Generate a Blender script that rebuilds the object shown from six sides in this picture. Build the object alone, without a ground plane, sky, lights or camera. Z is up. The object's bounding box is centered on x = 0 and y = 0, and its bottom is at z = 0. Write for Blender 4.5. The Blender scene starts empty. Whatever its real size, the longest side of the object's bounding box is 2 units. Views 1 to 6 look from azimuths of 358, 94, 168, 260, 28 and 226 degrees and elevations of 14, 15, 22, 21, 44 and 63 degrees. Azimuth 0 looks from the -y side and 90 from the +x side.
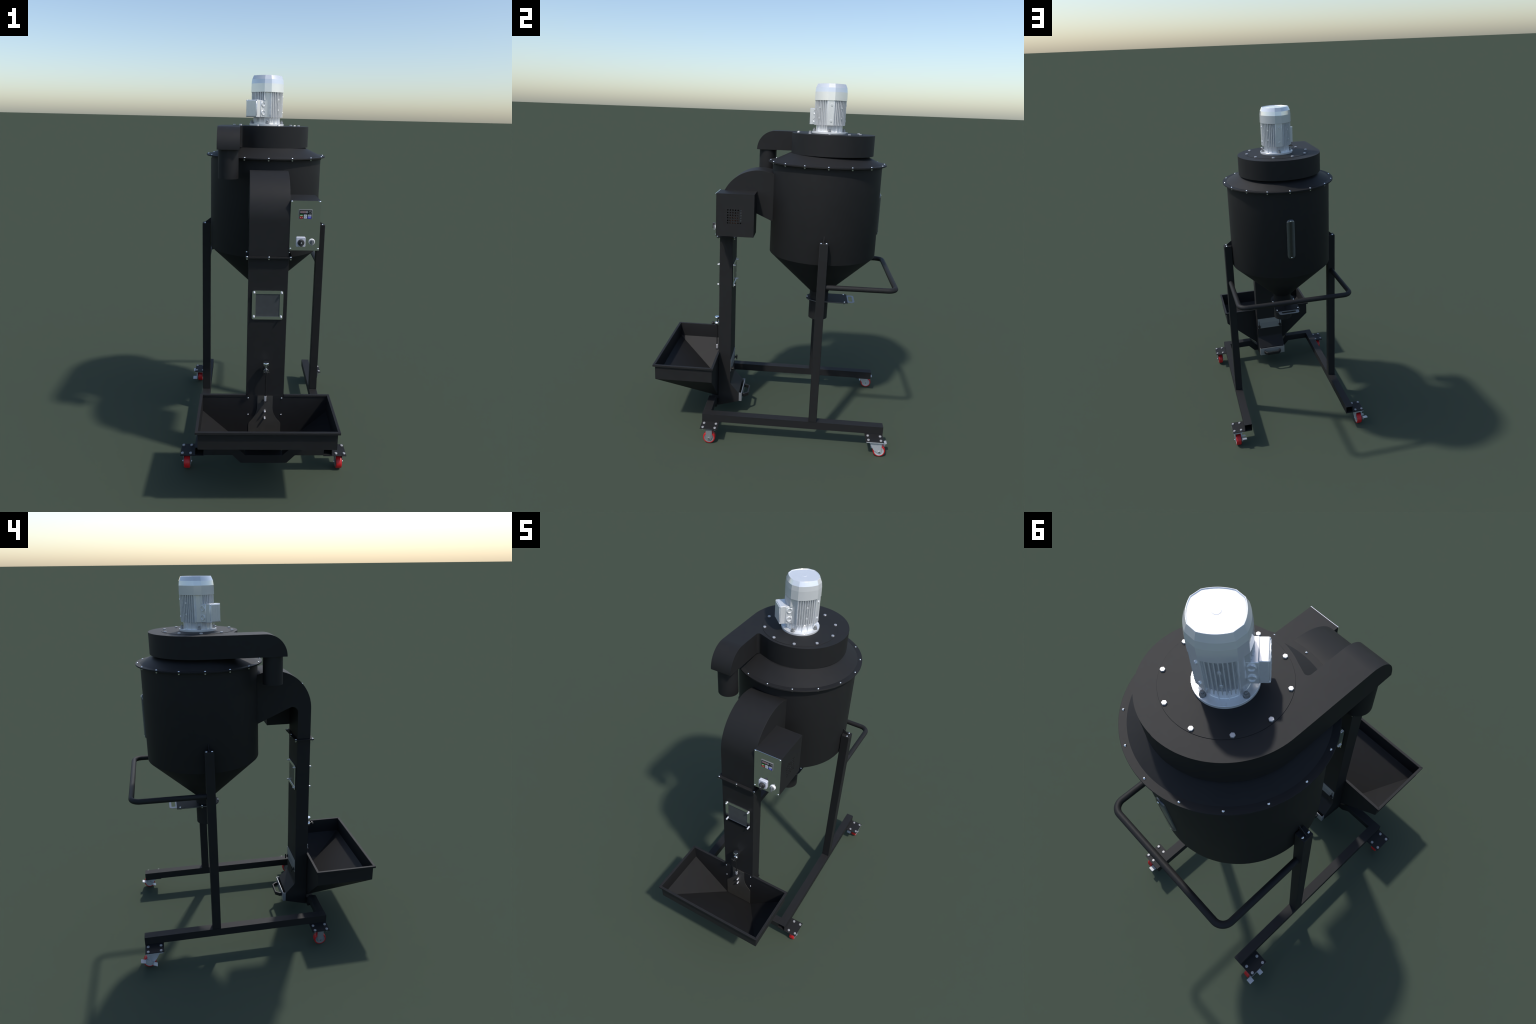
"""Mobile hopper mixer: a drum with cone and spout on a castered frame, a fan
housing with a finned motor on top, and a bucket elevator with a feed tray."""
import bpy, bmesh, math
from math import pi, sin, cos, tan, radians, sqrt
from mathutils import Vector, Matrix

CX, CY = 0.010, 0.254          # drum axis


# ------------------------------------------------------------------ materials
def material(name, colour, rough=0.5, metal=0.0, spec=0.5, grain=0.0, grain_scale=300.0,
             bump=0.0, bump_scale=800.0, coat=0.0, transmission=0.0, ior=1.45, rough_var=0.0):
    m = bpy.data.materials.new(name)
    m.use_nodes = True
    nt = m.node_tree
    b = nt.nodes["Principled BSDF"]
    b.inputs["Base Color"].default_value = (*colour, 1)
    b.inputs["Roughness"].default_value = rough
    b.inputs["Metallic"].default_value = metal
    b.inputs["Specular IOR Level"].default_value = spec
    b.inputs["Coat Weight"].default_value = coat
    b.inputs["Transmission Weight"].default_value = transmission
    b.inputs["IOR"].default_value = ior
    tc = nt.nodes.new("ShaderNodeTexCoord")
    if grain > 0 or rough_var > 0:
        n = nt.nodes.new("ShaderNodeTexNoise")
        n.inputs["Scale"].default_value = grain_scale
        n.inputs["Detail"].default_value = 4
        nt.links.new(tc.outputs["Object"], n.inputs["Vector"])
        if grain > 0:
            r = nt.nodes.new("ShaderNodeValToRGB")
            r.color_ramp.elements[0].position = 0.3
            r.color_ramp.elements[1].position = 0.7
            r.color_ramp.elements[0].color = (*[c * (1 - grain) for c in colour], 1)
            r.color_ramp.elements[1].color = (*[min(1, c * (1 + grain)) for c in colour], 1)
            nt.links.new(n.outputs["Fac"], r.inputs["Fac"])
            nt.links.new(r.outputs["Color"], b.inputs["Base Color"])
        if rough_var > 0:
            mr = nt.nodes.new("ShaderNodeMapRange")
            mr.inputs["To Min"].default_value = max(0, rough - rough_var)
            mr.inputs["To Max"].default_value = min(1, rough + rough_var)
            nt.links.new(n.outputs["Fac"], mr.inputs["Value"])
            nt.links.new(mr.outputs["Result"], b.inputs["Roughness"])
    if bump > 0:
        n2 = nt.nodes.new("ShaderNodeTexNoise")
        n2.inputs["Scale"].default_value = bump_scale
        n2.inputs["Detail"].default_value = 2
        nt.links.new(tc.outputs["Object"], n2.inputs["Vector"])
        bp = nt.nodes.new("ShaderNodeBump")
        bp.inputs["Strength"].default_value = bump
        bp.inputs["Distance"].default_value = 0.0004
        nt.links.new(n2.outputs["Fac"], bp.inputs["Height"])
        nt.links.new(bp.outputs["Normal"], b.inputs["Normal"])
    return m


BLACK = material("black_powder_coat", (0.0152, 0.0151, 0.0157), 0.6, 0, 0.28, grain=0.05, grain_scale=25)
PLASTIC_BLACK = material("black_plastic", (0.012, 0.012, 0.012), 0.45, 0, 0.4, grain=0.05)
POLISHED = material("polished_steel", (0.93, 0.93, 0.93), 0.04, 1.0, grain=0.01, grain_scale=60)
CHROME = material("bright_screw_steel", (0.86, 0.87, 0.88), 0.16, 1.0, grain=0.02)
ZINC = material("zinc_bolt", (0.52, 0.52, 0.54), 0.38, 0.6, grain=0.04)
CASTER_STEEL = material("caster_bolt_steel", (0.36, 0.36, 0.365), 0.5, 0.3, grain=0.04)
BRIGHT_ZINC = material("bright_zinc", (0.70, 0.70, 0.73), 0.3, 0.55, grain=0.02)
NUT_STEEL = material("dull_nut_steel", (0.30, 0.30, 0.30), 0.45, 0.6, grain=0.05)
ALU = material("cast_aluminium", (0.84, 0.85, 0.86), 0.22, 0.4, grain=0.03, grain_scale=120)
ALU_CAP = material("aluminium_cowl", (0.84, 0.85, 0.86), 0.11, 0.4, grain=0.01, grain_scale=60)
PLATE_STEEL = material("brushed_steel_plate", (0.33, 0.34, 0.355), 0.40, 0.5, grain=0.03, grain_scale=200)
FORK = material("caster_zinc", (0.50, 0.52, 0.55), 0.45, 0.35, grain=0.04, grain_scale=150)
FORK_GREY = material("caster_grey_steel", (0.20, 0.207, 0.212), 0.5, 0.1, grain=0.04, grain_scale=150)
HUB_GREY = material("caster_grey_hub", (0.19, 0.197, 0.202), 0.5, 0.1, grain=0.03, grain_scale=150)
HUB = material("caster_hub", (0.42, 0.44, 0.46), 0.5, 0.1, grain=0.03, grain_scale=150)
RED = material("red_polyurethane", (0.50, 0.012, 0.016), 0.40, 0, 0.5, grain=0.06, grain_scale=120)
PANE = material("smoked_window", (0.062, 0.066, 0.070), 0.10, 0, 0.6, grain=0.06, grain_scale=30)
GLINT_PAINTED = material("glint_painted_acrylic", (0.030, 0.034, 0.033), 0.06, 0, 0.9, coat=0.5)
_nt = GLINT_PAINTED.node_tree
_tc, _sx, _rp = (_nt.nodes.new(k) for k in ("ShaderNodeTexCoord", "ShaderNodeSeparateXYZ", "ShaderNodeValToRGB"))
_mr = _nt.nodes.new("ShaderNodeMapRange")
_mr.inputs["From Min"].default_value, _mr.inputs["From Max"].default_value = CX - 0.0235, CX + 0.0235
for _p, _c in ((0.10, (0.085, 0.092, 0.095)), (0.30, (0.044, 0.050, 0.054)), (0.42, (0.018, 0.019, 0.021)), (0.62, (0.016, 0.018, 0.018)), (0.70, (0.036, 0.042, 0.038)), (0.9, (0.070, 0.076, 0.072))):  # pale side reflections and darker middle drawn into the glass colour
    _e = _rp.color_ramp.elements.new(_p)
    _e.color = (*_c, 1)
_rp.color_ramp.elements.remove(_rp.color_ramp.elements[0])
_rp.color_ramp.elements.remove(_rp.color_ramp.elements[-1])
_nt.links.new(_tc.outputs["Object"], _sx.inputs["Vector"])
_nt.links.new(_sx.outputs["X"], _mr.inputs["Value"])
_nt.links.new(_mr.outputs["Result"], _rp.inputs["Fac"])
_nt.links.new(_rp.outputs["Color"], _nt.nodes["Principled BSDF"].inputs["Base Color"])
DARK = material("dark_interior", (0.006, 0.006, 0.007), 0.8, 0, 0.2, grain=0.05)
COPPER = material("brown_winding", (0.11, 0.045, 0.022), 0.6, 0, 0.3, grain=0.25, grain_scale=90)
GREY_PART = material("grey_component", (0.30, 0.32, 0.33), 0.5, 0, 0.4, grain=0.05)
WHITE_PLASTIC = material("light_grey_plastic", (0.56, 0.57, 0.64), 0.4, 0, 0.5, grain=0.02)
KNOB_DARK = material("charcoal_knob", (0.035, 0.035, 0.037), 0.45, 0, 0.5, grain=0.05)
KNOB_GREY = material("grey_knob", (0.17, 0.18, 0.19), 0.4, 0, 0.5, grain=0.05)
WHITE = material("white_mark", (0.75, 0.75, 0.75), 0.5, grain=0.02)
BEZEL = material("grey_bezel", (0.17, 0.175, 0.18), 0.45, grain=0.03)
SCREEN_BLACK = material("keypad_black", (0.003, 0.003, 0.003), 0.5, 0, 0.2, grain=0.02)
LCD = material("display_grey", (0.24, 0.24, 0.25), 0.4, grain=0.03)
LED_RED = material("display_red", (0.42, 0.04, 0.06), 0.5, grain=0.02)
KEY_GREEN = material("key_green", (0.015, 0.20, 0.02), 0.5, grain=0.02)
KEY_RED = material("key_red", (0.42, 0.008, 0.008), 0.5, grain=0.02)
KEY_BLUE = material("key_blue", (0.03, 0.03, 0.62), 0.5, grain=0.02)
KEY_WHITE = material("key_white", (0.52, 0.55, 0.60), 0.5, grain=0.02)
KEY_MARK = material("key_mark_grey", (0.20, 0.21, 0.23), 0.5, grain=0.02)


# -------------------------------------------------------------------- helpers
def new_object(name, bm, mat, parent=None, smooth=35, bevel=0.0, bevel_seg=2, loc=None, kind=None):
    bmesh.ops.recalc_face_normals(bm, faces=bm.faces[:])
    me = bpy.data.meshes.new(name)
    bm.to_mesh(me)
    bm.free()
    me.materials.append(mat)
    if smooth:
        me.shade_smooth()
        me.set_sharp_from_angle(angle=radians(smooth))
    ob = bpy.data.objects.new(name, me)
    bpy.context.scene.collection.objects.link(ob)
    if loc is not None:
        ob.location = loc
    if parent is not None:
        ob.parent = parent
    if bevel:
        md = ob.modifiers.new("edge_rounding", "BEVEL")
        md.width = bevel
        md.segments = bevel_seg
        md.limit_method = "ANGLE"
        md.angle_limit = radians(35)
    if kind:
        ob["kind"] = kind
    return ob


def copies(proto_mesh, name, parent, matrices):
    out = []
    for m in matrices:
        ob = bpy.data.objects.new(name, proto_mesh)
        bpy.context.scene.collection.objects.link(ob)
        ob.parent = parent
        ob.matrix_local = m
        out.append(ob)
    return out


def add_box(bm, lo, hi, mtx=None):
    vs = [bm.verts.new((x, y, z)) for z in (lo[2], hi[2]) for y in (lo[1], hi[1]) for x in (lo[0], hi[0])]
    for f in ((0, 1, 3, 2), (4, 6, 7, 5), (0, 4, 5, 1), (2, 3, 7, 6), (0, 2, 6, 4), (1, 5, 7, 3)):
        bm.faces.new([vs[i] for i in f])
    if mtx:
        bmesh.ops.transform(bm, matrix=mtx, verts=vs)
    return vs


def box(name, lo, hi, mat, parent, bevel=0.0, **k):
    bm = bmesh.new()
    add_box(bm, lo, hi)
    return new_object(name, bm, mat, parent, bevel=bevel, **k)


AXES = {"x": lambda a, b, t: (t, a, b), "y": lambda a, b, t: (a, t, b), "z": lambda a, b, t: (a, b, t)}


def add_prism(bm, outline, axis, t0, t1, holes=()):
    """Closed outline in the plane across `axis`, pushed from t0 to t1."""
    put = AXES[axis]
    made = []
    rings = []
    for loop in (outline, *holes):
        a = [bm.verts.new(put(p[0], p[1], t0)) for p in loop]
        b = [bm.verts.new(put(p[0], p[1], t1)) for p in loop]
        made += a + b
        n = len(loop)
        for i in range(n):
            bm.faces.new((a[i], a[(i + 1) % n], b[(i + 1) % n], b[i]))
        rings.append((a, b))
    if not holes:
        bm.faces.new(rings[0][0])
        bm.faces.new(rings[0][1])
    else:
        for side in (0, 1):
            edges = []
            for r in rings:
                v = r[side]
                edges += [bm.edges.get((v[i], v[(i + 1) % len(v)])) for i in range(len(v))]
            bmesh.ops.triangle_fill(bm, use_beauty=True, edges=edges)
    return made


def prism(name, outline, axis, t0, t1, mat, parent, holes=(), **k):
    bm = bmesh.new()
    add_prism(bm, outline, axis, t0, t1, holes)
    return new_object(name, bm, mat, parent, **k)


def add_lathe(bm, profile, seg=48, mtx=None, close=False):
    """Turn (radius, height) pairs round z."""
    rings, verts = [], []
    for r, z in profile:
        if r < 1e-6:
            v = bm.verts.new((0, 0, z))
            rings.append([v])
            verts.append(v)
        else:
            ring = [bm.verts.new((r * cos(2 * pi * i / seg), r * sin(2 * pi * i / seg), z)) for i in range(seg)]
            rings.append(ring)
            verts += ring
    pairs = list(zip(rings, rings[1:]))
    if close:
        pairs.append((rings[-1], rings[0]))
    for a, b in pairs:
        for i in range(seg):
            j = (i + 1) % seg
            if len(a) == 1 and len(b) == 1:
                break
            if len(a) == 1:
                bm.faces.new((a[0], b[i], b[j]))
            elif len(b) == 1:
                bm.faces.new((a[i], a[j], b[0]))
            else:
                bm.faces.new((a[i], a[j], b[j], b[i]))
    if mtx:
        bmesh.ops.transform(bm, matrix=mtx, verts=verts)
    return verts


def lathe(name, profile, mat, parent, centre=(0, 0, 0), seg=48, close=False, **k):
    bm = bmesh.new()
    add_lathe(bm, profile, seg, Matrix.Translation(centre), close)
    return new_object(name, bm, mat, parent, **k)


def arc(cx, cy, r, a0, a1, n):
    return [(cx + r * cos(radians(a0 + (a1 - a0) * i / n)), cy + r * sin(radians(a0 + (a1 - a0) * i / n))) for i in range(n + 1)]


def rounded_rect(x0, y0, x1, y1, r, n=5):
    return (arc(x1 - r, y0 + r, r, -90, 0, n) + arc(x1 - r, y1 - r, r, 0, 90, n)
            + arc(x0 + r, y1 - r, r, 90, 180, n) + arc(x0 + r, y0 + r, r, 180, 270, n))


def fillet(p0, p1, p2, r, n=8):
    """Points that round the corner p1 between p0 and p2."""
    a, b, c = Vector(p0), Vector(p1), Vector(p2)
    u, v = (a - b).normalized(), (c - b).normalized()
    half = u.angle(v) / 2
    t = r / tan(half)
    m = b + (u + v).normalized() * (r / sin(half))
    s, e = b + u * t - m, b + v * t - m
    w = s.angle(e)
    return [tuple(m + (s * sin((1 - i / n) * w) + e * sin(i / n * w)) / sin(w)) for i in range(n + 1)]


def tube(name, points, radius, mat, parent, bend=0.0, seg=20, **k):
    """Round tube along a polyline whose corners are bent with radius `bend`."""
    path = [Vector(points[0])]
    for i in range(1, len(points) - 1):
        path += [Vector(p) for p in fillet(points[i - 1], points[i], points[i + 1], bend, 10)]
    path.append(Vector(points[-1]))
    bm = bmesh.new()
    rings = []
    side = None
    for i, p in enumerate(path):
        d = (path[min(i + 1, len(path) - 1)] - path[max(i - 1, 0)]).normalized()
        if side is None:
            side = d.orthogonal().normalized()
        side = (side - d * side.dot(d)).normalized()
        up = d.cross(side)
        rings.append([bm.verts.new(p + (side * cos(2 * pi * j / seg) + up * sin(2 * pi * j / seg)) * radius) for j in range(seg)])
    for a, b in zip(rings, rings[1:]):
        for j in range(seg):
            bm.faces.new((a[j], a[(j + 1) % seg], b[(j + 1) % seg], b[j]))
    bm.faces.new(rings[0])
    bm.faces.new(rings[-1])
    return new_object(name, bm, mat, parent, **k)


def group(name, parent):
    e = bpy.data.objects.new(name, None)
    e.empty_display_size = 0.05
    bpy.context.scene.collection.objects.link(e)
    e.parent = parent
    return e


def mesh_only(name, build, mat, smooth=35):
    bm = bmesh.new()
    build(bm)
    bmesh.ops.recalc_face_normals(bm, faces=bm.faces[:])
    me = bpy.data.meshes.new(name)
    bm.to_mesh(me)
    bm.free()
    me.materials.append(mat)
    me.shade_smooth()
    me.set_sharp_from_angle(angle=radians(smooth))
    return me


def dome_head(r, h):
    return [(0, h), (r * 0.35, h * 0.97), (r * 0.7, h * 0.78), (r * 0.93, h * 0.42), (r, 0.0), (0, 0)]


def hex_build(r, h):
    def f(bm):
        add_lathe(bm, [(0, 0), (r, 0), (r, h * 0.8), (r * 0.86, h), (0, h)], 6)
        add_lathe(bm, [(r * 1.12, -0.0002), (r * 1.12, 0.0009), (0, 0.0009)], 18)
    return f


def to(x, y, z, axis="z"):
    """Placement whose local +z points along `axis` (e.g. '-y')."""
    r = {"z": Matrix(), "-z": Matrix.Rotation(pi, 4, "X"), "-y": Matrix.Rotation(pi / 2, 4, "X"), "y": Matrix.Rotation(-pi / 2, 4, "X"),
         "x": Matrix.Rotation(pi / 2, 4, "Y"), "-x": Matrix.Rotation(-pi / 2, 4, "Y")}[axis]
    return Matrix.Translation((x, y, z)) @ r


FLANGE_SCREW = mesh_only("flange_screw", lambda bm: (add_lathe(bm, dome_head(0.0047, 0.0042), 16)), CHROME, 60)
FLANGE_NUT = mesh_only("flange_nut", lambda bm: (add_lathe(bm, [(0, 0), (0.0048, 0), (0.0048, 0.0052), (0.0043, 0.0070), (0.0028, 0.0084), (0, 0.0090)], 16)), CHROME, 50)
PANEL_SCREW = mesh_only("panel_screw", lambda bm: (add_lathe(bm, dome_head(0.0046, 0.0033), 16)), CHROME, 60)
POST_SCREW = mesh_only("post_screw", lambda bm: (add_lathe(bm, dome_head(0.0056, 0.0042), 16)), CHROME, 60)
LID_BOLT = mesh_only("lid_bolt", lambda bm: add_lathe(bm, [(0, 0), (0.0080, 0), (0.0080, 0.0046), (0.0070, 0.0058), (0, 0.0058)], 6), ZINC)
CASTER_BOLT = mesh_only("caster_bolt", lambda bm: add_lathe(bm, [(0, 0), (0.0074, 0), (0.0074, 0.0042), (0.0060, 0.0058), (0, 0.0062)], 14), CASTER_STEEL)
CASTER_NUT = mesh_only("caster_nut", hex_build(0.0072, 0.0062), CASTER_STEEL)
STUD = mesh_only("stud", lambda bm: add_lathe(bm, [(0, 0), (0.0046, 0), (0.0050, 0.001), (0.0050, 0.0085), (0.0042, 0.0108), (0.0022, 0.0122), (0, 0.0125)], 16), BRIGHT_ZINC, 50)
LONG_STUD = mesh_only("long_stud", lambda bm: add_lathe(bm, [(0, 0), (0.0050, 0), (0.0050, 0.0135), (0.0042, 0.0160), (0.0022, 0.0174), (0, 0.0177)], 16), BRIGHT_ZINC, 50)

root = bpy.data.objects.new("hopper_mixer", None)
bpy.context.scene.collection.objects.link(root)
root["label"] = "black mobile hopper mixer with feed elevator and silver motor"
root["category"] = "industrial mixer"


# ------------------------------------------------------------------------ drum
DR = 0.305
drum = lathe("drum", [(0, 1.578), (DR, 1.578), (DR, 1.0640), (DR - 0.0006, 1.0625), (0.0565, 0.8255), (0.0555, 0.8240), (0.0555, 0.7785),
                      (0.0535, 0.7785), (0.0535, 0.84), (0, 0.84)], BLACK, root, (CX, CY, 0), 128)
lathe("discharge_spout", [(0.0558, 0.7740), (0.0558, 0.655), (0.0536, 0.655), (0.0536, 0.7740)], BLACK, drum, (CX, CY, 0), 64, close=True)
lathe("drum_flange", [(0, 1.5760), (0.3278, 1.5760), (0.3284, 1.5766), (0.3284, 1.5786), (0.3278, 1.5792), (0, 1.5792)], BLACK, drum, (CX, CY, 0), 128)
lathe("drum_lid", [(0, 1.5798), (0.3278, 1.5798), (0.3284, 1.5804), (0.3284, 1.5824), (0.3278, 1.5830), (0.3040, 1.5834),
                   (0.2108, 1.6277), (0, 1.6277)], BLACK, drum, (CX, CY, 0), 128, smooth=20)
ring = [(CX + 0.3170 * cos(2 * pi * i / 16), CY + 0.3170 * sin(2 * pi * i / 16)) for i in range(16)]
copies(FLANGE_SCREW, "flange_screw", drum, [to(x, y, 1.5829) for x, y in ring])
copies(FLANGE_NUT, "flange_nut", drum, [to(x, y, 1.5761, "-z") for x, y in ring])

# sight glass on the back: a dark slot under a bulged opaque capsule, reflection streaks painted on
yb = CY + DR


def capsule(w, z0, z1, n=12):
    r = w / 2
    return arc(CX, z1 - r, r, 0, 180, n) + arc(CX, z0 + r, r, 180, 360, n)


prism("sight_slot", capsule(0.022, 1.205, 1.395), "y", yb - 0.004, yb + 0.0008, DARK, drum)
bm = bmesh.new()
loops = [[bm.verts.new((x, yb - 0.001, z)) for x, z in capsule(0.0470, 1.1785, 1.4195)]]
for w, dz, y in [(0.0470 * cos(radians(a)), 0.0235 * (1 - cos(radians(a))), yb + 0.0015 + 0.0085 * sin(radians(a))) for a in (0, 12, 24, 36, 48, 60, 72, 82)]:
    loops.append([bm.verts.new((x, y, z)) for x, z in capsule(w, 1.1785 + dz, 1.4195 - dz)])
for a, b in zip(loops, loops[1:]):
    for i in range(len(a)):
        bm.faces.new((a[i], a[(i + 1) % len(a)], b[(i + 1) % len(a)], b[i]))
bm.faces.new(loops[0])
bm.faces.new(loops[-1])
new_object("sight_glass", bm, GLINT_PAINTED, drum, smooth=60)
copies(PANEL_SCREW, "sight_screw", drum, [to(CX, yb + 0.0075, z, "y") for z in (1.4085, 1.1900)])

# ---------------------------------------------------------- slide gate at spout
gate = group("slide_gate", root)


def gate_outline(h, back):
    return arc(CX, CY, h, 180, 360, 32) + [(CX + h, back), (CX - h, back)]


prism("gate_plate", gate_outline(0.0752, 0.4225), "z", 0.7785, 0.7804, BLACK, gate)
prism("gate_plate", gate_outline(0.0752, 0.4225), "z", 0.7735, 0.7758, BLACK, gate)
blade = (arc(CX, CY, 0.0742, 180, 360, 32) + [(CX + 0.0742, 0.4215), (CX + 0.0640, 0.4222)] + arc(CX + 0.046, 0.446, 0.018, 0, 90, 8)
         + arc(CX - 0.046, 0.446, 0.018, 90, 180, 8) + [(CX - 0.0640, 0.4222), (CX - 0.0742, 0.4215)])
slot = rounded_rect(CX - 0.0455, 0.4300, CX + 0.0455, 0.4520, 0.008, 6)
prism("gate_blade", blade, "z", 0.7760, 0.7783, PLATE_STEEL, gate, holes=[slot])
gate_xy = [(CX + s * 0.0668, y) for s in (-1, 1) for y in (0.2812, 0.404)] + [(CX, CY - 0.0690)]
copies(FLANGE_SCREW, "gate_screw", gate, [to(x, y, 0.7803) for x, y in gate_xy])
copies(FLANGE_NUT, "gate_nut", gate, [to(x, y, 0.7736, "-z") for x, y in gate_xy])

# ----------------------------------------------------------------- fan housing
FZ0, FZ1 = 1.6275, 1.7375
DX0, DX1, DY = -0.2465, -0.1352, -0.0505
fcx, fcy, fr = 0.0157, 0.278, 0.2275
hit = (DX1, fcy - sqrt(fr ** 2 - (fcx - DX1) ** 2))
on = (fcx - fr * cos(radians(65)), fcy - fr * sin(radians(65)))
corner = fillet((DX1, DY), (DX1, 0.0925), on, 0.013, 8)
corner = [p for p in corner]
outline = corner + arc(fcx, fcy, fr, 245, 450, 72) + arc(0.0137, 0.2465, 0.2600, 91, 180, 32)[0:] + [(DX0, 0.20), (DX0, DY), (DX1, DY)]
fan = prism("fan_housing", outline, "z", FZ0, FZ1, BLACK, root, smooth=30)
elbow = [(DY, FZ0)] + [(DY, FZ1)] + arc(DY, FZ1 - 0.1085, 0.1085, 90, 180, 20)[1:] + [(DY - 0.1085, FZ0)]
prism("outlet_elbow", elbow, "x", DX0, DX1, BLACK, fan, smooth=30)
lathe("outlet_pipe", [(0.0508, 1.629), (0.0508, 1.4845), (0.0488, 1.4845), (0.0488, 1.625)], BLACK, fan, (-0.1910, -0.0965, 0), 64, close=True)
lathe("lid_disc", [(0.1868, 1.7370), (0.1868, 1.7384), (0.1862, 1.7390), (0, 1.7390)], BLACK, fan, (CX, 0.253, 0), 96)
copies(LID_BOLT, "lid_bolt", fan, [to(CX + 0.1768 * cos(radians(36 * i)), 0.253 + 0.1768 * sin(radians(36 * i)), 1.7389)
                                   @ Matrix.Rotation(radians(36 * i + 17 * (i % 3)), 4, "Z") for i in range(10)])

# ----------------------------------------------------------------------- motor
MX, MY = 0.0100, 0.2528
M = Matrix.Translation((MX, MY, 0))


def cowl_outline(flat, half, bulge, n=12):
    """Four short flats on the axes joined by four gently bowed corner faces."""
    pts = []
    for q in range(4):
        a = q * pi / 2
        p, r = Vector((flat, half)), Vector((half, flat))
        for i in range(n + 1):
            t = i / n
            v = p.lerp(r, t)
            v += Vector((1, 1)).normalized() * bulge * 4 * t * (1 - t)
            pts.append((v.x * cos(a) - v.y * sin(a), v.x * sin(a) + v.y * cos(a)))
    return pts


def loft(bm, sections):
    loops = [[bm.verts.new((x + MX, y + MY, z)) for x, y in o] for o, z in sections]
    for a, b in zip(loops, loops[1:]):
        for i in range(len(a)):
            bm.faces.new((a[i], a[(i + 1) % len(a)], b[(i + 1) % len(a)], b[i]))
    bm.faces.new(loops[0])
    bm.faces.new(loops[-1])


motor = lathe("motor", [(0, 1.739), (0.0940, 1.739), (0.0944, 1.7394), (0.0944, 1.7484), (0.0938, 1.7490), (0.0700, 1.7494), (0.0688, 1.7510),
                        (0.0680, 1.778), (0.0700, 1.784), (0, 1.784)], ALU, root, (MX, MY, 0), 72)
# core between the fins
bm = bmesh.new()
loft(bm, [(cowl_outline(0.0695, 0.0165, 0.0055), 1.7825), (cowl_outline(0.0695, 0.0165, 0.0055), 1.916)])
new_object("motor_core", bm, ALU, motor, smooth=30)
# cowl
bm = bmesh.new()
loft(bm, [(cowl_outline(0.0872, 0.0185, 0.0085), 1.9140), (cowl_outline(0.0866, 0.0185, 0.0085), 1.9575),
          (cowl_outline(0.0838, 0.0180, 0.0080), 1.9795), (cowl_outline(0.0752, 0.0160, 0.0070), 1.9992),
          (cowl_outline(0.0745, 0.0158, 0.0070), 2.0), (cowl_outline(0.0735, 0.0156, 0.0068), 2.0),
          (cowl_outline(0.0715, 0.0150, 0.0066), 1.9975)])
new_object("motor_cowl", bm, ALU_CAP, motor, smooth=5.5)
lathe("cowl_boss", [(0.0122, 1.9970), (0.0119, 1.9980), (0.0112, 1.9983), (0, 1.9983)], ALU_CAP, motor, (MX, MY, 0), 32, smooth=15)
# fins on the four corner faces; the terminal box sits over the lower part of the front left one
bm = bmesh.new()
for q in range(4):
    turn = Matrix.Rotation(pi / 4 + q * pi / 2, 4, "Z")
    for i in range(9):
        t = -0.0445 + 0.0890 * i / 8
        reach = 0.0795 - 0.0085 * (t / 0.0445) ** 2 + 0.0025
        low = 1.872 if q == 2 and abs(t) < 0.05 else 1.7835
        add_box(bm, (0.052, t - 0.0014, low), (reach, t + 0.0014, 1.9145), M @ turn)
fins = new_object("motor_fin", bm, ALU, motor, smooth=30, kind="stuff")
# flats with bosses
bm = bmesh.new()
for q in range(4):
    turn = Matrix.Rotation(q * pi / 2, 4, "Z")
    add_box(bm, (0.060, -0.0178, 1.7835), (0.0838 if q < 2 else 0.0745, 0.0178, 1.9142), M @ turn)
new_object("motor_flat", bm, ALU, motor, smooth=30, bevel=0.0015)
bm = bmesh.new()
for q in range(2):
    for z in (1.8075, 1.8905):
        add_lathe(bm, [(0.0058, 0), (0.0050, 0.0032), (0.0030, 0.0032), (0.0028, 0.001), (0, 0.001)], 20,
                  M @ Matrix.Rotation(q * pi / 2, 4, "Z") @ to(0.0838, 0.004, z, "x"))
for q in (0, 1, 3):
    for z in (1.822, 1.876):
        add_box(bm, (0.0815, -0.0045, z - 0.004), (0.0832, 0.0045, z + 0.004), M @ Matrix.Rotation(pi / 4 + q * pi / 2, 4, "Z"))
new_object("motor_boss", bm, ALU, motor, smooth=40, kind="stuff")
# terminal box on the front left corner: base, conduit rings, cover
turn = M @ Matrix.Rotation(5 * pi / 4, 4, "Z")
bm = bmesh.new()
add_box(bm, (0.055, -0.0450, 1.7845), (0.0930, 0.0400, 1.8705), turn)
tb = new_object("terminal_box", bm, ALU, motor, bevel=0.002)
bm = bmesh.new()
add_box(bm, (0.0925, -0.0425, 1.7835), (0.1185, 0.0370, 1.8725), turn)
add_box(bm, (0.1185, -0.0395, 1.7870), (0.1225, 0.0340, 1.8690), turn)
new_object("terminal_cover", bm, ALU, motor, bevel=0.0022)
bm = bmesh.new()
for side, t in (("y", 0.0399), ("-y", -0.0449)):
    for z in (1.8505, 1.8075):
        add_lathe(bm, [(0.0135, 0), (0.0125, 0.0045), (0.0098, 0.0045), (0.0094, 0.0012), (0, 0.0012)], 28, turn @ to(0.0745, t, z, side))
for z in (1.8690, 1.7865):
    for t in (-0.0385, 0.0330):
        add_lathe(bm, dome_head(0.004, 0.003), 12, turn @ to(0.1184, t, z, "x"))
for i in range(3):
    add_box(bm, (0.1225, -0.026 + i * 0.02, 1.790), (0.1230, -0.019 + i * 0.02, 1.866), turn)
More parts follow.
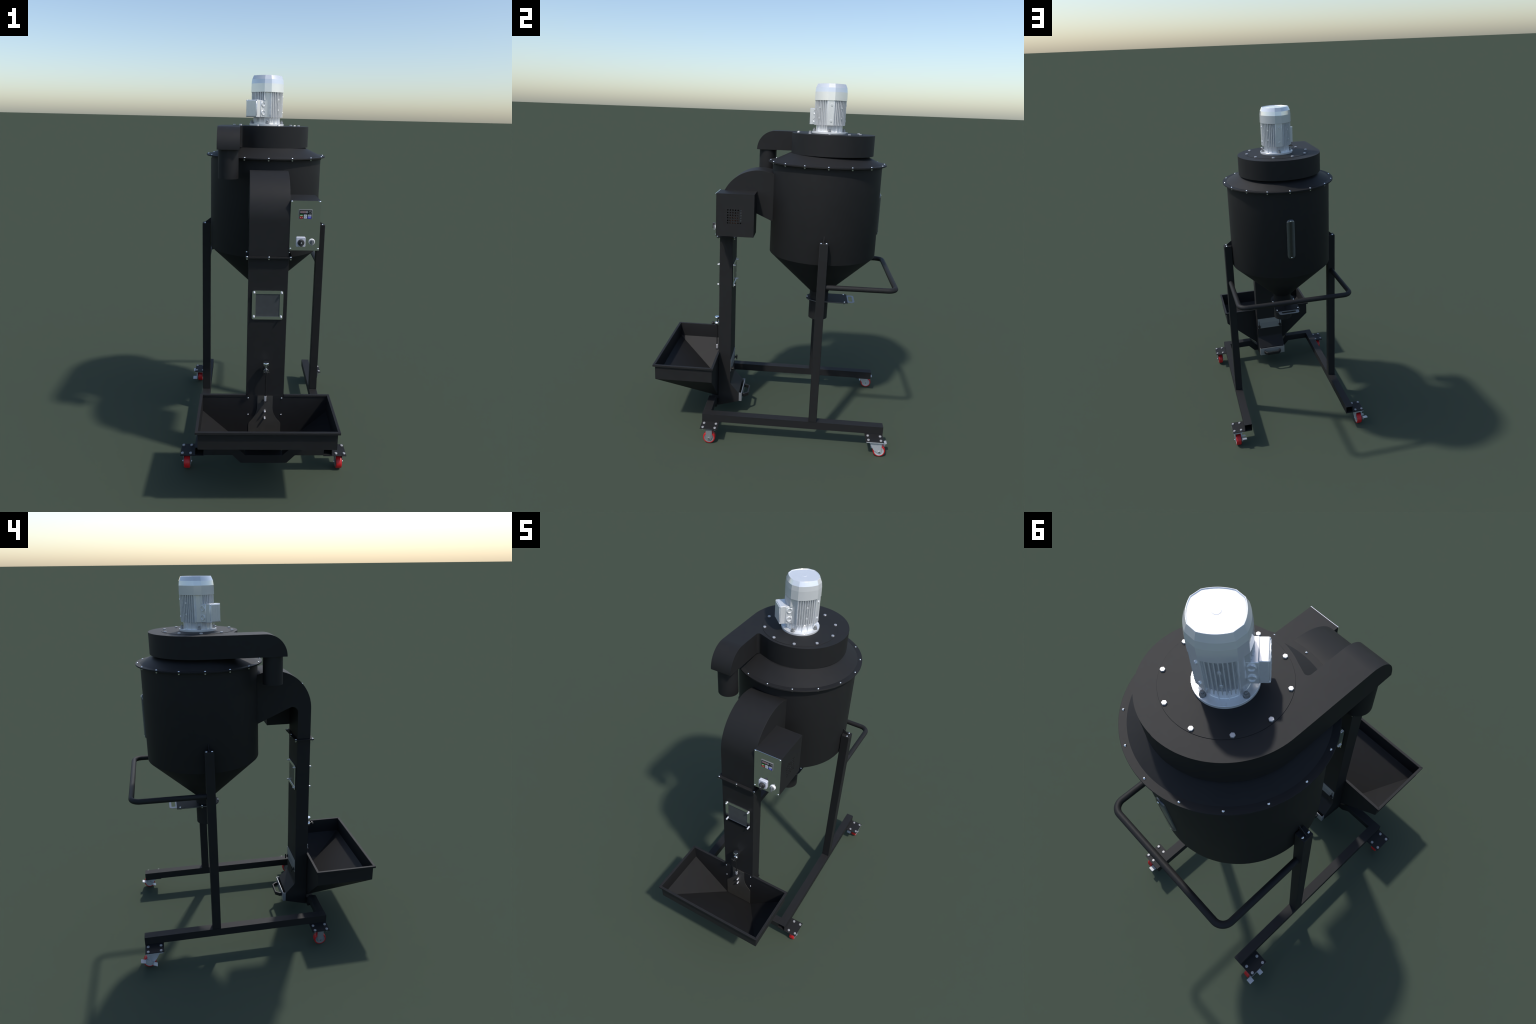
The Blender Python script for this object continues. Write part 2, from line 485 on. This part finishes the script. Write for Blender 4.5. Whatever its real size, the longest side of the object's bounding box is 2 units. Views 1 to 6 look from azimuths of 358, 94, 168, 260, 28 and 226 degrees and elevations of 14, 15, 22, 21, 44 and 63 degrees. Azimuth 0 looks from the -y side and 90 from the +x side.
new_object("conduit_ring", bm, ALU, motor, smooth=40, kind="stuff")
# flange bolts on the axes and neck ribs
mb = mesh_only("motor_bolt", lambda bm: (hex_build(0.0092, 0.0105)(bm), add_lathe(bm, [(0.0052, 0.010), (0.0052, 0.0165), (0.0040, 0.0178), (0, 0.0178)], 14)), NUT_STEEL)
copies(mb, "motor_bolt", motor, [to(MX + 0.0818 * cos(a * pi / 2), MY + 0.0818 * sin(a * pi / 2), 1.7490) for a in range(4)])
bm = bmesh.new()
for i in range(16):
    add_box(bm, (0.066, -0.0012, 1.7490), (0.0735 if i % 4 else 0.070, 0.0012, 1.783), M @ Matrix.Rotation(2 * pi * (i + 0.5) / 16, 4, "Z"))
for i in range(4):
    add_box(bm, (0.083, -0.006, 1.7488), (0.0925, 0.006, 1.7515), M @ Matrix.Rotation(pi / 4 + i * pi / 2, 4, "Z"))
new_object("neck_rib", bm, ALU, motor, kind="stuff")

# ------------------------------------------------------------- elevator column
EX0, EX1, EYF, EYB = -0.0850, 0.1050, -0.3340, -0.2600
WX0, WX1, WZ0, WZ1 = -0.0480, 0.0685, 0.8450, 0.9605   # window opening
prof = ([(EYF, 1.1400), (EYF, 0.0580), (-0.2040, 0.0955), (-0.2040, 0.1505)]
        + fillet((-0.2040, 0.1505), (EYB, 0.2140), (EYB, 0.40), 0.030, 8) + [(EYB, 1.1400)])
column = prism("elevator_column", prof, "x", EX0, EX1, BLACK, root, smooth=30, bevel=0.0012)
for z in (1.1393, 1.1425):
    box("column_flange", (EX0 - 0.0150, EYF - 0.0165, z), (EX1 + 0.0150, EYB + 0.0180, z + 0.0028), BLACK, column)
fl = [(x, y) for y in (EYF - 0.0105, EYB + 0.0120) for x in (-0.0933, 0.0100, 0.1125)]
copies(FLANGE_SCREW, "flange_screw", column, [to(x, y, 1.1452) for x, y in fl])
copies(FLANGE_NUT, "flange_nut", column, [to(x, y, 1.1394, "-z") for x, y in fl])

# hood that carries the material into the drum
hood_front, hood_top = EYF, arc(-0.1200, 1.3150, 0.2140, 180, 65, 40)
hood_prof = ([(EYF, 1.1455)] + hood_top + [(-0.0285, 1.2430)]
             + fillet((-0.0285, 1.2430), (EYB, 1.3460), (EYB, 1.1455), 0.031, 10) + [(EYB, 1.1455)])
hood = prism("elevator_hood", hood_prof, "x", EX0, EX1, BLACK, root, smooth=30, bevel=0.001)

# windows front and back: polished frame on studs with a smoked pane
frame_out = rounded_rect(-0.0655, 0.8300, 0.0857, 0.9775, 0.009)
frame_in = [(WX0, WZ0), (WX1, WZ0), (WX1, WZ1), (WX0, WZ1)]
stud_xz = [(x, z) for x in (-0.0555, 0.0768) for z in (0.8447, 0.9675)]
for y0, y1, p0, p1, ax in ((EYF - 0.0052, EYF - 0.0034, EYF - 0.0033, EYF - 0.0005, "-y"), (EYB + 0.0034, EYB + 0.0052, EYB + 0.0005, EYB + 0.0033, "y")):
    prism("window_frame", frame_out, "y", y0, y1, POLISHED, column, holes=[frame_in])
    prism("window_pane", rounded_rect(-0.0640, 0.8315, 0.0842, 0.9760, 0.009), "y", p0, p1, PANE, column)
    ys = y0 if ax == "-y" else y1
    copies(STUD, "window_stud", column, [to(x, ys, z, ax) for x, z in stud_xz])

# lower inspection plate on the back with slots, louvre field and wing knobs
slots = [rounded_rect(x - 0.0024, 0.3020, x + 0.0024, 0.3550, 0.0023, 4) for x in (-0.0695, 0.0922)]
prism("inspection_plate", [(-0.0810, 0.2930), (0.1008, 0.2930), (0.1008, 0.3735), (-0.0810, 0.3735)], "y", EYB + 0.0006, EYB + 0.0028, PLATE_STEEL, column, holes=slots)
bm = bmesh.new()
for i in range(22):
    for j in range(9):
        add_lathe(bm, [(0.0015, 0), (0.0015, 0.0006), (0, 0.0006)], 8, to(-0.0560 + i * 0.0063 + 0.003 * (j % 2), EYB + 0.0026, 0.3035 + j * 0.0042, "y"))
new_object("inspection_mesh", bm, BEZEL, column, kind="stuff")


def wing_knob(bm):
    add_lathe(bm, [(0.0100, 0), (0.0100, 0.0035), (0.0045, 0.005), (0.0045, 0.0105), (0.008, 0.0112), (0.0085, 0.0160), (0.006, 0.0172), (0, 0.0172)], 20)
    for s in (-1, 1):
        add_box(bm, (min(0, s * 0.0165), -0.003, 0.0108), (max(0, s * 0.0165), 0.003, 0.0166), Matrix.Rotation(pi / 2, 4, "Z"))


WING = mesh_only("wing_knob", wing_knob, PLASTIC_BLACK)
copies(WING, "wing_knob", column, [to(x, EYB + 0.0028, 0.3100, "y") for x in (-0.0695, 0.0922)])

# clean-out cover at the foot: folded steel cap with a black bow handle
cu0, cu1, ct = EX0 + 0.0010, EX1 - 0.0005, 0.0030
prism("cleanout_cover", [(cu0, -0.2036), (cu0, -0.1868), (cu1, -0.1868), (cu1, -0.2036), (cu1 - ct, -0.2036), (cu1 - ct, -0.1900), (cu0 + ct, -0.1900), (cu0 + ct, -0.2036)],
      "z", 0.0975, 0.1530, PLATE_STEEL, column, smooth=30)
bm = bmesh.new()
bow_out = [(0.0760, -0.1881), (0.0760, -0.1720), (0.0550, -0.1480), (-0.0310, -0.1480), (-0.0520, -0.1720), (-0.0520, -0.1881)]
bow_in = [(0.0640, -0.1881), (0.0640, -0.1745), (0.0500, -0.1570), (-0.0260, -0.1570), (-0.0400, -0.1745), (-0.0400, -0.1881)]
o_lo = [[bm.verts.new((x, y, z)) for x, y in loop] for loop in (bow_out, bow_in) for z in (0.1130, 0.1350)]
for i in range(5):
    bm.faces.new((o_lo[0][i], o_lo[0][i + 1], o_lo[1][i + 1], o_lo[1][i]))
    bm.faces.new((o_lo[2][i], o_lo[2][i + 1], o_lo[3][i + 1], o_lo[3][i]))
    bm.faces.new((o_lo[0][i], o_lo[0][i + 1], o_lo[2][i + 1], o_lo[2][i]))
    bm.faces.new((o_lo[1][i], o_lo[1][i + 1], o_lo[3][i + 1], o_lo[3][i]))
for i in (0, 5):
    bm.faces.new((o_lo[0][i], o_lo[1][i], o_lo[3][i], o_lo[2][i]))
new_object("cover_handle", bm, PLASTIC_BLACK, column, bevel=0.0022)

# ------------------------------------------------------------------- feed tray
TX0, TX1, TYF, TYB = -0.3045, 0.3250, -0.6645, -0.3366   # wall faces
TZ, WZ = 0.4215, 0.3310
THX0, THX1, THZ = -0.0770, 0.0970, 0.1215
bm = bmesh.new()
P = lambda x, y, z: bm.verts.new((x, y, z))
tfl, tfr, tbr, tbl = P(TX0, TYF, TZ), P(TX1, TYF, TZ), P(TX1, TYB, TZ), P(TX0, TYB, TZ)
wfl, wfr, wbr, wbl = P(TX0, TYF, WZ), P(TX1, TYF, WZ), P(TX1, TYB, WZ), P(TX0, TYB, WZ)
hl, hr = P(THX0, TYB, THZ), P(THX1, TYB, THZ)
for f in ((tfl, tfr, wfr, wfl), (tfr, tbr, wbr, wfr), (tbl, tfl, wfl, wbl), (tbr, tbl, wbl, hl, hr, wbr), (wfl, wfr, hr, hl), (wfl, hl, wbl), (wfr, wbr, hr)):
    bm.faces.new(f)
tray = new_object("feed_tray", bm, BLACK, root, smooth=0)
sol = tray.modifiers.new("sheet", "SOLIDIFY")
sol.thickness = 0.0020
sol.offset = 0.0
sol.use_even_offset = True
# turned-out rim, mitred at the corners
RX0, RX1, RYF, RYB, RW = -0.3168, 0.3366, -0.6772, -0.3272, 0.0128
RZ0, RZ1, g = 0.4120, 0.4232, 0.0004


def rim(outline):
    prism("tray_rim", outline, "z", RZ0, RZ1, BLACK, tray, smooth=20, bevel=0.0008)


rim([(RX0 + g, RYF), (RX1 - g, RYF), (RX1 - RW - g, RYF + RW), (RX0 + RW + g, RYF + RW)])
rim([(RX0, RYF + g), (RX0 + RW, RYF + RW + g), (RX0 + RW, RYB - RW - g), (RX0, RYB - g)])
rim([(RX1, RYF + g), (RX1, RYB - g), (RX1 - RW, RYB - RW - g), (RX1 - RW, RYF + RW + g)])
rim([(RX0 + g, RYB), (RX0 + RW + g, RYB - RW), (EX0 - 0.0005, RYB - RW), (EX0 - 0.0005, RYB)])
rim([(RX1 - g, RYB), (RX1 - RW - g, RYB - RW), (EX1 + 0.0005, RYB - RW), (EX1 + 0.0005, RYB)])
copies(PANEL_SCREW, "tray_screw", tray, [to(x, TYB - 0.0009, z, "-y") for x in (-0.0748, 0.0946) for z in (0.3112, 0.4040)])

# bell shaped throttle plate in front of the throat
bx = 0.0108
half = [(0.0355, 0.4180), (0.0385, 0.4165), (0.0395, 0.4130), (0.0395, 0.3560), (0.0405, 0.3400), (0.0440, 0.3230), (0.0500, 0.3080), (0.0590, 0.2930),
        (0.0700, 0.2790), (0.0790, 0.2690), (0.0818, 0.2630), (0.0825, 0.2560), (0.0825, 0.1290)]
bell = [(bx - x, z) for x, z in half] + [(bx + x, z) for x, z in reversed(half)]
throttle = prism("throttle_plate", bell, "y", -0.3400, -0.3382, material("worn_dark_steel", (0.055, 0.0525, 0.047), 0.5, 0, 0.4, grain=0.08, grain_scale=40), tray)
copies(LONG_STUD, "throttle_stud", throttle, [to(0.0105, -0.3398, z, "-y") for z in (0.3362, 0.2983)])
box("rod_bracket", (bx - 0.011, -0.3660, 0.3985), (bx + 0.011, -0.3398, 0.4010), BLACK, throttle)
box("rod_nut", (bx - 0.0050, -0.3640, 0.4010), (bx + 0.0050, -0.3540, 0.4275), BRIGHT_ZINC, throttle, bevel=0.001)
lathe("rod_screw", [(0, 0.3905), (0.0060, 0.3930), (0.0075, 0.3960), (0.0075, 0.3984), (0, 0.3984)], CHROME, throttle, (bx, -0.3590, 0), 18)
rod = group("pull_rod", root)
lathe("rod", [(0, 0.425), (0.0030, 0.425), (0.0030, 0.598), (0, 0.598)], PLASTIC_BLACK, rod, (bx, -0.3605, 0), 16)
lathe("rod_knob", [(0, 0.5985), (0.0120, 0.5985), (0.0145, 0.6005), (0.0150, 0.6080), (0.0145, 0.6115), (0.0132, 0.6132), (0, 0.6134)], CHROME, rod, (bx - 0.0008, -0.3610, 0), 32, smooth=30)
lathe("rod_collar", [(0, 0.5750), (0.0058, 0.5750), (0.0058, 0.5990), (0, 0.5990)], CHROME, rod, (bx, -0.3605, 0), 20)
bm = bmesh.new()
add_lathe(bm, [(0, 0), (0.0118, 0), (0.0125, 0.001), (0.0125, 0.0180), (0.0118, 0.0190), (0, 0.0190)], 32, to(bx, -0.3515, 0.5690, "-y"))
add_box(bm, (bx - 0.007, -0.3520, 0.5600), (bx + 0.007, -0.3330, 0.5780))
new_object("rod_clamp", bm, CHROME, rod, smooth=40)
bm = bmesh.new()
add_lathe(bm, [(0, 0), (0.0060, 0), (0.0060, 0.010), (0.0085, 0.013), (0.0085, 0.0225), (0.0070, 0.0240), (0, 0.0240)], 20, to(bx, -0.3704, 0.5680, "-y"))
for s in (-1, 1):
    add_box(bm, (min(0, s * 0.0150), -0.0035, 0.0135), (max(0, s * 0.0150), 0.0035, 0.0220), to(bx, -0.3704, 0.5680, "-y") @ Matrix.Rotation(radians(12 * s), 4, "Z"))
new_object("clamp_wing", bm, PLASTIC_BLACK, rod, smooth=40, bevel=0.001)

# ----------------------------------------------------------------- control box
QX0, QX1, QYF, QYB, QZ0, QZ1, T = 0.1052, 0.2450, -0.3332, -0.1270, 1.1790, 1.4135, 0.0016
bm = bmesh.new()
add_box(bm, (QX0, QYF, QZ1 - T), (QX1, QYB, QZ1))
add_box(bm, (QX0, QYF, QZ0), (QX1, QYB, QZ0 + T))
add_box(bm, (QX0, QYB - T, QZ0 + T), (QX1, QYB, QZ1 - T))
add_box(bm, (QX0, QYF, QZ0 + T), (QX0 + T, QYB - T, QZ1 - T))
add_box(bm, (QX0 + T, QYF, QZ0 + T), (QX1 - T, QYF + T, QZ1 - T))
cbox = new_object("control_box", bm, BLACK, root, smooth=30)
# side wall with a 6 x 6 field of round vent holes
VY0, VY1, VZ0, VZ1, VR = -0.2697, -0.1996, 1.2545, 1.3257, 0.0040
py, pz = (VY1 - VY0) / 5, (VZ1 - VZ0) / 5
vents = [[(VY0 + i * py + VR * cos(2 * pi * k / 14), VZ0 + j * pz + VR * sin(2 * pi * k / 14)) for k in range(14)] for i in range(6) for j in range(6)]
prism("vent_wall", [(QYF + T, QZ0 + T), (QYB - T, QZ0 + T), (QYB - T, QZ1 - T), (QYF + T, QZ1 - T)], "x", QX1 - T, QX1, BLACK, cbox, holes=vents)
box("transformer", (0.165, -0.2660, 1.235), (0.215, -0.2140, 1.318), COPPER, cbox, bevel=0.004)
box("relay", (0.160, -0.2120, 1.2600), (0.2360, -0.180, 1.345), GREY_PART, cbox, bevel=0.002)
panel = box("control_panel", (QX0 - 0.0006, QYF - 0.0022, QZ0 - 0.0008), (QX1 + 0.0006, QYF - 0.0001, QZ1 + 0.0008), POLISHED, cbox)
copies(PANEL_SCREW, "panel_screw", cbox, [to(x, QYF - 0.0021, z, "-y") for x in (0.1098, 0.2402) for z in (1.1860, 1.4102)])
YP = QYF - 0.0022
KX0, KX1, KZ0, KZ1 = 0.1424, 0.2062, 1.3292, 1.3736
box("keypad", (KX0, YP - 0.0030, KZ0), (KX1, YP, KZ1), BEZEL, cbox, bevel=0.0012)
fx = lambda u: KX0 + (KX1 - KX0) * u
fz = lambda v: KZ1 - (KZ1 - KZ0) * v


def tile(name, u0, u1, v0, v1, y, mat):
    return box(name, (fx(u0), YP - y, fz(v1)), (fx(u1), YP - 0.0028, fz(v0)), mat, cbox)


tile("keypad_face", 0.055, 0.945, 0.07, 0.945, 0.0033, SCREEN_BLACK)
tile("display", 0.105, 0.665, 0.155, 0.375, 0.0037, LCD)
# red seven-segment figures on the display, all segments of a zero lit
bm = bmesh.new()
for k, u in enumerate((0.145, 0.215, 0.285, 0.395, 0.465)):
    w, v0, v1, s = 0.050, 0.185, 0.335, 0.012
    x0, x1, z0, z1 = fx(u), fx(u + w), fz(v1), fz(v0)
    t = 0.0007
    bars = [(x0, x1, z1 - t, z1), (x0, x1, z0, z0 + t), (x0, x0 + t, z0, z1), (x1 - t, x1, z0, z1)]
    if k == 0:
        bars = [bars[0], bars[2], (x0, x1, (z0 + z1) / 2, (z0 + z1) / 2 + t), (x1 - t, x1, (z0 + z1) / 2, z1)]
    for a, b, c, d in bars:
        add_box(bm, (a, YP - 0.0040, c), (b, YP - 0.0036, d))
new_object("display_figure", bm, LED_RED, cbox, smooth=0, kind="stuff")
for name, u0, u1, v0, v1, mat, mark in (("run_key", 0.085, 0.315, 0.515, 0.715, KEY_GREEN, WHITE), ("stop_key", 0.080, 0.315, 0.725, 0.935, KEY_RED, WHITE),
                                        ("arrow_key", 0.375, 0.615, 0.515, 0.715, KEY_WHITE, KEY_MARK), ("arrow_key", 0.375, 0.615, 0.735, 0.935, KEY_WHITE, KEY_MARK),
                                        ("menu_key", 0.680, 0.915, 0.515, 0.715, KEY_WHITE, KEY_MARK), ("enter_key", 0.670, 0.915, 0.735, 0.935, KEY_BLUE, KEY_WHITE)):
    tile(name, u0, u1, v0, v1, 0.0040, mat)
    vm, um = (v0 + v1) / 2, (u0 + u1) / 2
    if name == "arrow_key":
        s = 1 if v0 < 0.6 else -1
        tri = [(fx(um - 0.035), fz(vm + 0.03 * s)), (fx(um + 0.035), fz(vm + 0.03 * s)), (fx(um), fz(vm - 0.05 * s))]
        prism("arrow_mark", tri, "y", YP - 0.0043, YP - 0.0039, mark, cbox)
    else:
        bm = bmesh.new()
        n = 4 if name != "stop_key" else 2
        for i in range(n):
            u = um - 0.07 + 0.14 * i / max(1, n - 1)
            add_box(bm, (fx(u - 0.014), YP - 0.0043, fz(vm + 0.035)), (fx(u + 0.014), YP - 0.0039, fz(vm - 0.035)))
        new_object("key_mark", bm, mark, cbox, smooth=0, kind="stuff")
lathe_dial = bmesh.new()
dial = to(fx(0.825), YP - 0.0032, fz(0.275), "-y")
add_lathe(lathe_dial, [(0.0066, 0), (0.0066, 0.0012), (0.0046, 0.0012), (0.0046, 0)], 28, dial, close=True)
new_object("dial_ring", lathe_dial, BEZEL, cbox)
bm = bmesh.new()
add_lathe(bm, [(0.0040, 0), (0.0036, 0.0035), (0, 0.0035)], 24, dial)
add_box(bm, (-0.0006, 0, 0.003), (0.0006, 0.0038, 0.0040), dial @ Matrix.Rotation(radians(-50), 4, "Z"))
new_object("dial_knob", bm, KNOB_DARK, cbox, smooth=40)
# main switch
sw = prism("main_switch", rounded_rect(0.1354, 1.1972, 0.1794, 1.2434, 0.005), "y", YP - 0.0090, YP, WHITE_PLASTIC, cbox, bevel=0.0015)
bm = bmesh.new()
K = to(0.1578, YP - 0.0090, 1.2186, "-y")
add_lathe(bm, [(0.0158, 0), (0.0156, 0.009), (0.0140, 0.0100), (0, 0.0100)], 36, K)
add_box(bm, (-0.0058, -0.0150, 0.008), (0.0058, 0.0150, 0.0225), K)
new_object("switch_knob", bm, KNOB_DARK, cbox, smooth=40, bevel=0.001)
prism("switch_mark", [(0.1553, 1.2190), (0.1603, 1.2190), (0.1578, 1.2265)], "y", YP - 0.0320, YP - 0.0314, WHITE, cbox)
bm = bmesh.new()
K2 = to(0.2096, YP, 1.2206, "-y")
add_lathe(bm, [(0.0148, 0), (0.0148, 0.0035), (0.0132, 0.0062), (0.0112, 0.0062), (0.0110, 0)], 36, K2)
new_object("selector_ring", bm, WHITE, cbox, smooth=40)
bm = bmesh.new()
add_lathe(bm, [(0.0106, 0), (0.0106, 0.0085), (0.0096, 0.0095), (0, 0.0095)], 30, K2)
add_box(bm, (-0.0030, -0.0165, 0.0080), (0.0030, 0.0098, 0.0165), K2)
new_object("selector_knob", bm, KNOB_GREY, cbox, smooth=40, bevel=0.0008)

# ----------------------------------------------------------------------- frame
FZB, FZT, HW = 0.1035, 0.1487, 0.0228
RXO = 0.3297
RY0, RY1 = -0.3826, 0.6518


def add_hollow(bm, lo, hi, t, axis):
    """Square tube with open ends along `axis`."""
    i, j = {"y": (0, 2), "z": (0, 1)}[axis]
    out = [(lo[i], lo[j]), (hi[i], lo[j]), (hi[i], hi[j]), (lo[i], hi[j])]
    inn = [(lo[i] + t, lo[j] + t), (hi[i] - t, lo[j] + t), (hi[i] - t, hi[j] - t), (lo[i] + t, hi[j] - t)]
    k = {"y": 1, "z": 2}[axis]
    add_prism(bm, out, axis, lo[k], hi[k], [inn])


for s in (-1, 1):
    x = CX + s * RXO
    bm = bmesh.new()
    add_hollow(bm, (x - HW, RY0, FZB), (x + HW, RY1, FZT), 0.0022, "y")
    rail = new_object("frame_rail", bm, BLACK, root, smooth=30)
    post = box("frame_post", (x - HW, 0.2530 - HW, FZT), (x + HW, 0.2530 + HW, 1.1915), BLACK, root, bevel=0.0022)
    tri = [(CX + s * 0.304, 1.1900), (CX + s * 0.3425, 1.1900), (CX + s * 0.3425, 1.1930), (CX + s * 0.304, 1.2225)]
    prism("post_gusset", tri, "y", 0.2515, 0.2545, BLACK, post)
    copies(POST_SCREW, "post_screw", post, [to(CX + s * 0.3358, y, 1.1914) for y in (0.2388, 0.2669)])

# cross beam that dips under the elevator foot
dip = [(-0.3070, FZT), (-0.141, FZT), (-0.0965, FZB), (0.0965, FZB), (0.141, FZT), (0.3070, FZT),
       (0.3070, FZB), (0.1605, FZB), (0.1180, 0.0585), (-0.1180, 0.0585), (-0.1605, FZB), (-0.3070, FZB)]
prism("cross_beam", [(CX + x, z) for x, z in dip], "y", RY0 + 0.0004, RY0 + 0.0456, BLACK, root, smooth=20, bevel=0.0015)

tube("push_handle", [(CX - RXO, 0.2740, 0.9500), (CX - RXO, 0.6515, 0.9515), (CX + RXO, 0.6515, 0.9515), (CX + RXO, 0.2740, 0.9500)], 0.0143, BLACK, root, bend=0.045)

# --------------------------------------------------------------------- casters
WR = 0.0347


def around_x(profile, seg=40):
    def f(bm):
        add_lathe(bm, profile, seg, Matrix.Rotation(pi / 2, 4, "Y"))
    return f


TYRE = mesh_only("tyre", around_x([(0.0270, -0.0150), (0.0305, -0.0155), (0.0330, -0.0142), (0.0343, -0.0110), (WR, -0.006), (WR, 0.006), (0.0343, 0.0110),
                                   (0.0330, 0.0142), (0.0305, 0.0155), (0.0270, 0.0150)]), RED, 40)
WHEEL_HUB = mesh_only("hub", around_x([(0, -0.0160), (0.0100, -0.0160), (0.0115, -0.0142), (0.0225, -0.0142), (0.0245, -0.0152), (0.0272, -0.0152), (0.0272, 0.0152),
                                       (0.0245, 0.0152), (0.0225, 0.0142), (0.0115, 0.0142), (0.0100, 0.0160), (0, 0.0160)]), HUB, 40)
FIXED_HUB = WHEEL_HUB.copy()
FIXED_HUB.materials[0] = HUB_GREY
AXLE = mesh_only("axle", lambda bm: (add_lathe(bm, [(0, -0.0250), (0.0044, -0.0245), (0.0050, -0.0225), (0.0050, -0.0195), (0.0030, -0.0195), (0.0030, 0.0195),
                                                    (0.0050, 0.0195), (0.0050, 0.0225), (0.0044, 0.0245), (0, 0.0250)], 14, Matrix.Rotation(pi / 2, 4, "Y"))), CHROME, 40)
PLATE_W, PLATE_TOP, PLATE_BOT = 0.0503, 0.1030, 0.0985


def fork_fixed(bm):
    for s in (-1, 1):
        leg = [(-0.0180, 0.0985 - WR), (-0.0180, 0.004), *arc(0, 0, 0.0150, 190, 350, 14), (0.0180, 0.004), (0.0180, 0.0985 - WR)]
        add_prism(bm, leg, "x", s * 0.0170, s * 0.0194)
        add_prism(bm, [(-0.0095, 0.060), (-0.0095, -0.006), *arc(0, 0, 0.0100, 210, 330, 10), (0.0180, 0.060)], "x", s * 0.0193, s * 0.0206)
    add_box(bm, (-0.0205, -0.0180, 0.0600), (0.0205, 0.0180, 0.0985 - WR))


def fork_swivel(bm):
    # wheel trails behind the swivel by 30 mm; coordinates are from the axle
    for s in (-1, 1):
        leg = [(0.0120, 0.0510), (0.0120, 0.0), *arc(0, 0, 0.0120, 0, -130, 14), (-0.0300, 0.0060), (-0.0400, 0.0215), (-0.0555, 0.0510)]
        add_prism(bm, leg, "x", s * 0.0170, s * 0.0194)
        add_prism(bm, [(-0.0085, 0.0505), (-0.0085, 0.0), *arc(0, 0, 0.0085, 180, 360, 12), (0.0085, 0.0505)], "x", s * 0.0193, s * 0.0208)
    add_box(bm, (-0.0206, -0.0555, 0.0490), (0.0206, 0.0105, 0.0525))
    add_lathe(bm, [(0.0235, 0.0520), (0.0250, 0.0545), (0.0235, 0.0590), (0, 0.0590)], 32, Matrix.Translation((0, -0.0300, 0)))
    add_box(bm, (-0.0310, -0.0755, 0.0590), (0.0310, 0.0185, 0.0985 - WR))


FIXED = mesh_only("fork", fork_fixed, FORK_GREY, 35)
SWIVEL = mesh_only("fork", fork_swivel, FORK, 35)


def brake(bm):
    # lever plate beside the fork, with an "on" pedal up at the back and an "off" pedal down at the front
    add_prism(bm, [(-0.018, -0.0075), (-0.006, -0.0120), (0.008, -0.0110), (0.024, 0.0100), (0.022, 0.0240), (0.006, 0.0160), (-0.016, 0.0040)], "x", -0.0260, -0.0215)
    add_box(bm, (-0.0485, -0.0130, -0.0020), (-0.0215, 0.0130, 0.0025), Matrix.Translation((0, 0.0335, 0.0235)) @ Matrix.Rotation(radians(17), 4, "X"))
    add_box(bm, (-0.0235, -0.0030, -0.0010), (-0.0215, 0.014, 0.014), Matrix.Translation((0, 0.0230, 0.0080)))
    add_box(bm, (-0.0485, -0.0120, -0.0020), (-0.0215, 0.0120, 0.0010), Matrix.Translation((0, -0.0290, -0.0030)) @ Matrix.Rotation(radians(26), 4, "X"))
    add_box(bm, (-0.0250, -0.0030, 0), (-0.0205, 0.0030, 0.046))


BRAKE = mesh_only("brake_pedal", brake, FORK, 35)
CAST_X = 0.3960
for s in (-1, 1):
    for rear in (False, True):
        cx, cy = CX + s * CAST_X, (0.6005 if rear else -0.3316)
        xa, xb = sorted((CX + s * 0.3080, CX + s * 0.4272))
        caster = box("caster", (xa, cy - PLATE_W, PLATE_BOT), (xb, cy + PLATE_W, PLATE_TOP), BLACK, root, bevel=0.001)
        spots = [(cx + dx * 0.0209, cy + dy * 0.0344) for dx in (-1, 1) for dy in (-1, 1)]
        copies(CASTER_BOLT, "caster_bolt", caster, [to(x, y, PLATE_TOP) for x, y in spots])
        copies(CASTER_NUT, "caster_nut", caster, [to(x, y, PLATE_BOT, "-z") for x, y in spots])
        at = Matrix.Translation((cx, cy + (0.0300 if rear else 0.0), WR))
        copies(SWIVEL if rear else FIXED, "fork", caster, [at])
        copies(WHEEL_HUB if rear else FIXED_HUB, "hub", caster, [at])
        copies(TYRE, "tyre", caster, [at])
        copies(AXLE, "axle", caster, [at])
        if rear:
            copies(BRAKE, "brake_pedal", caster, [at])
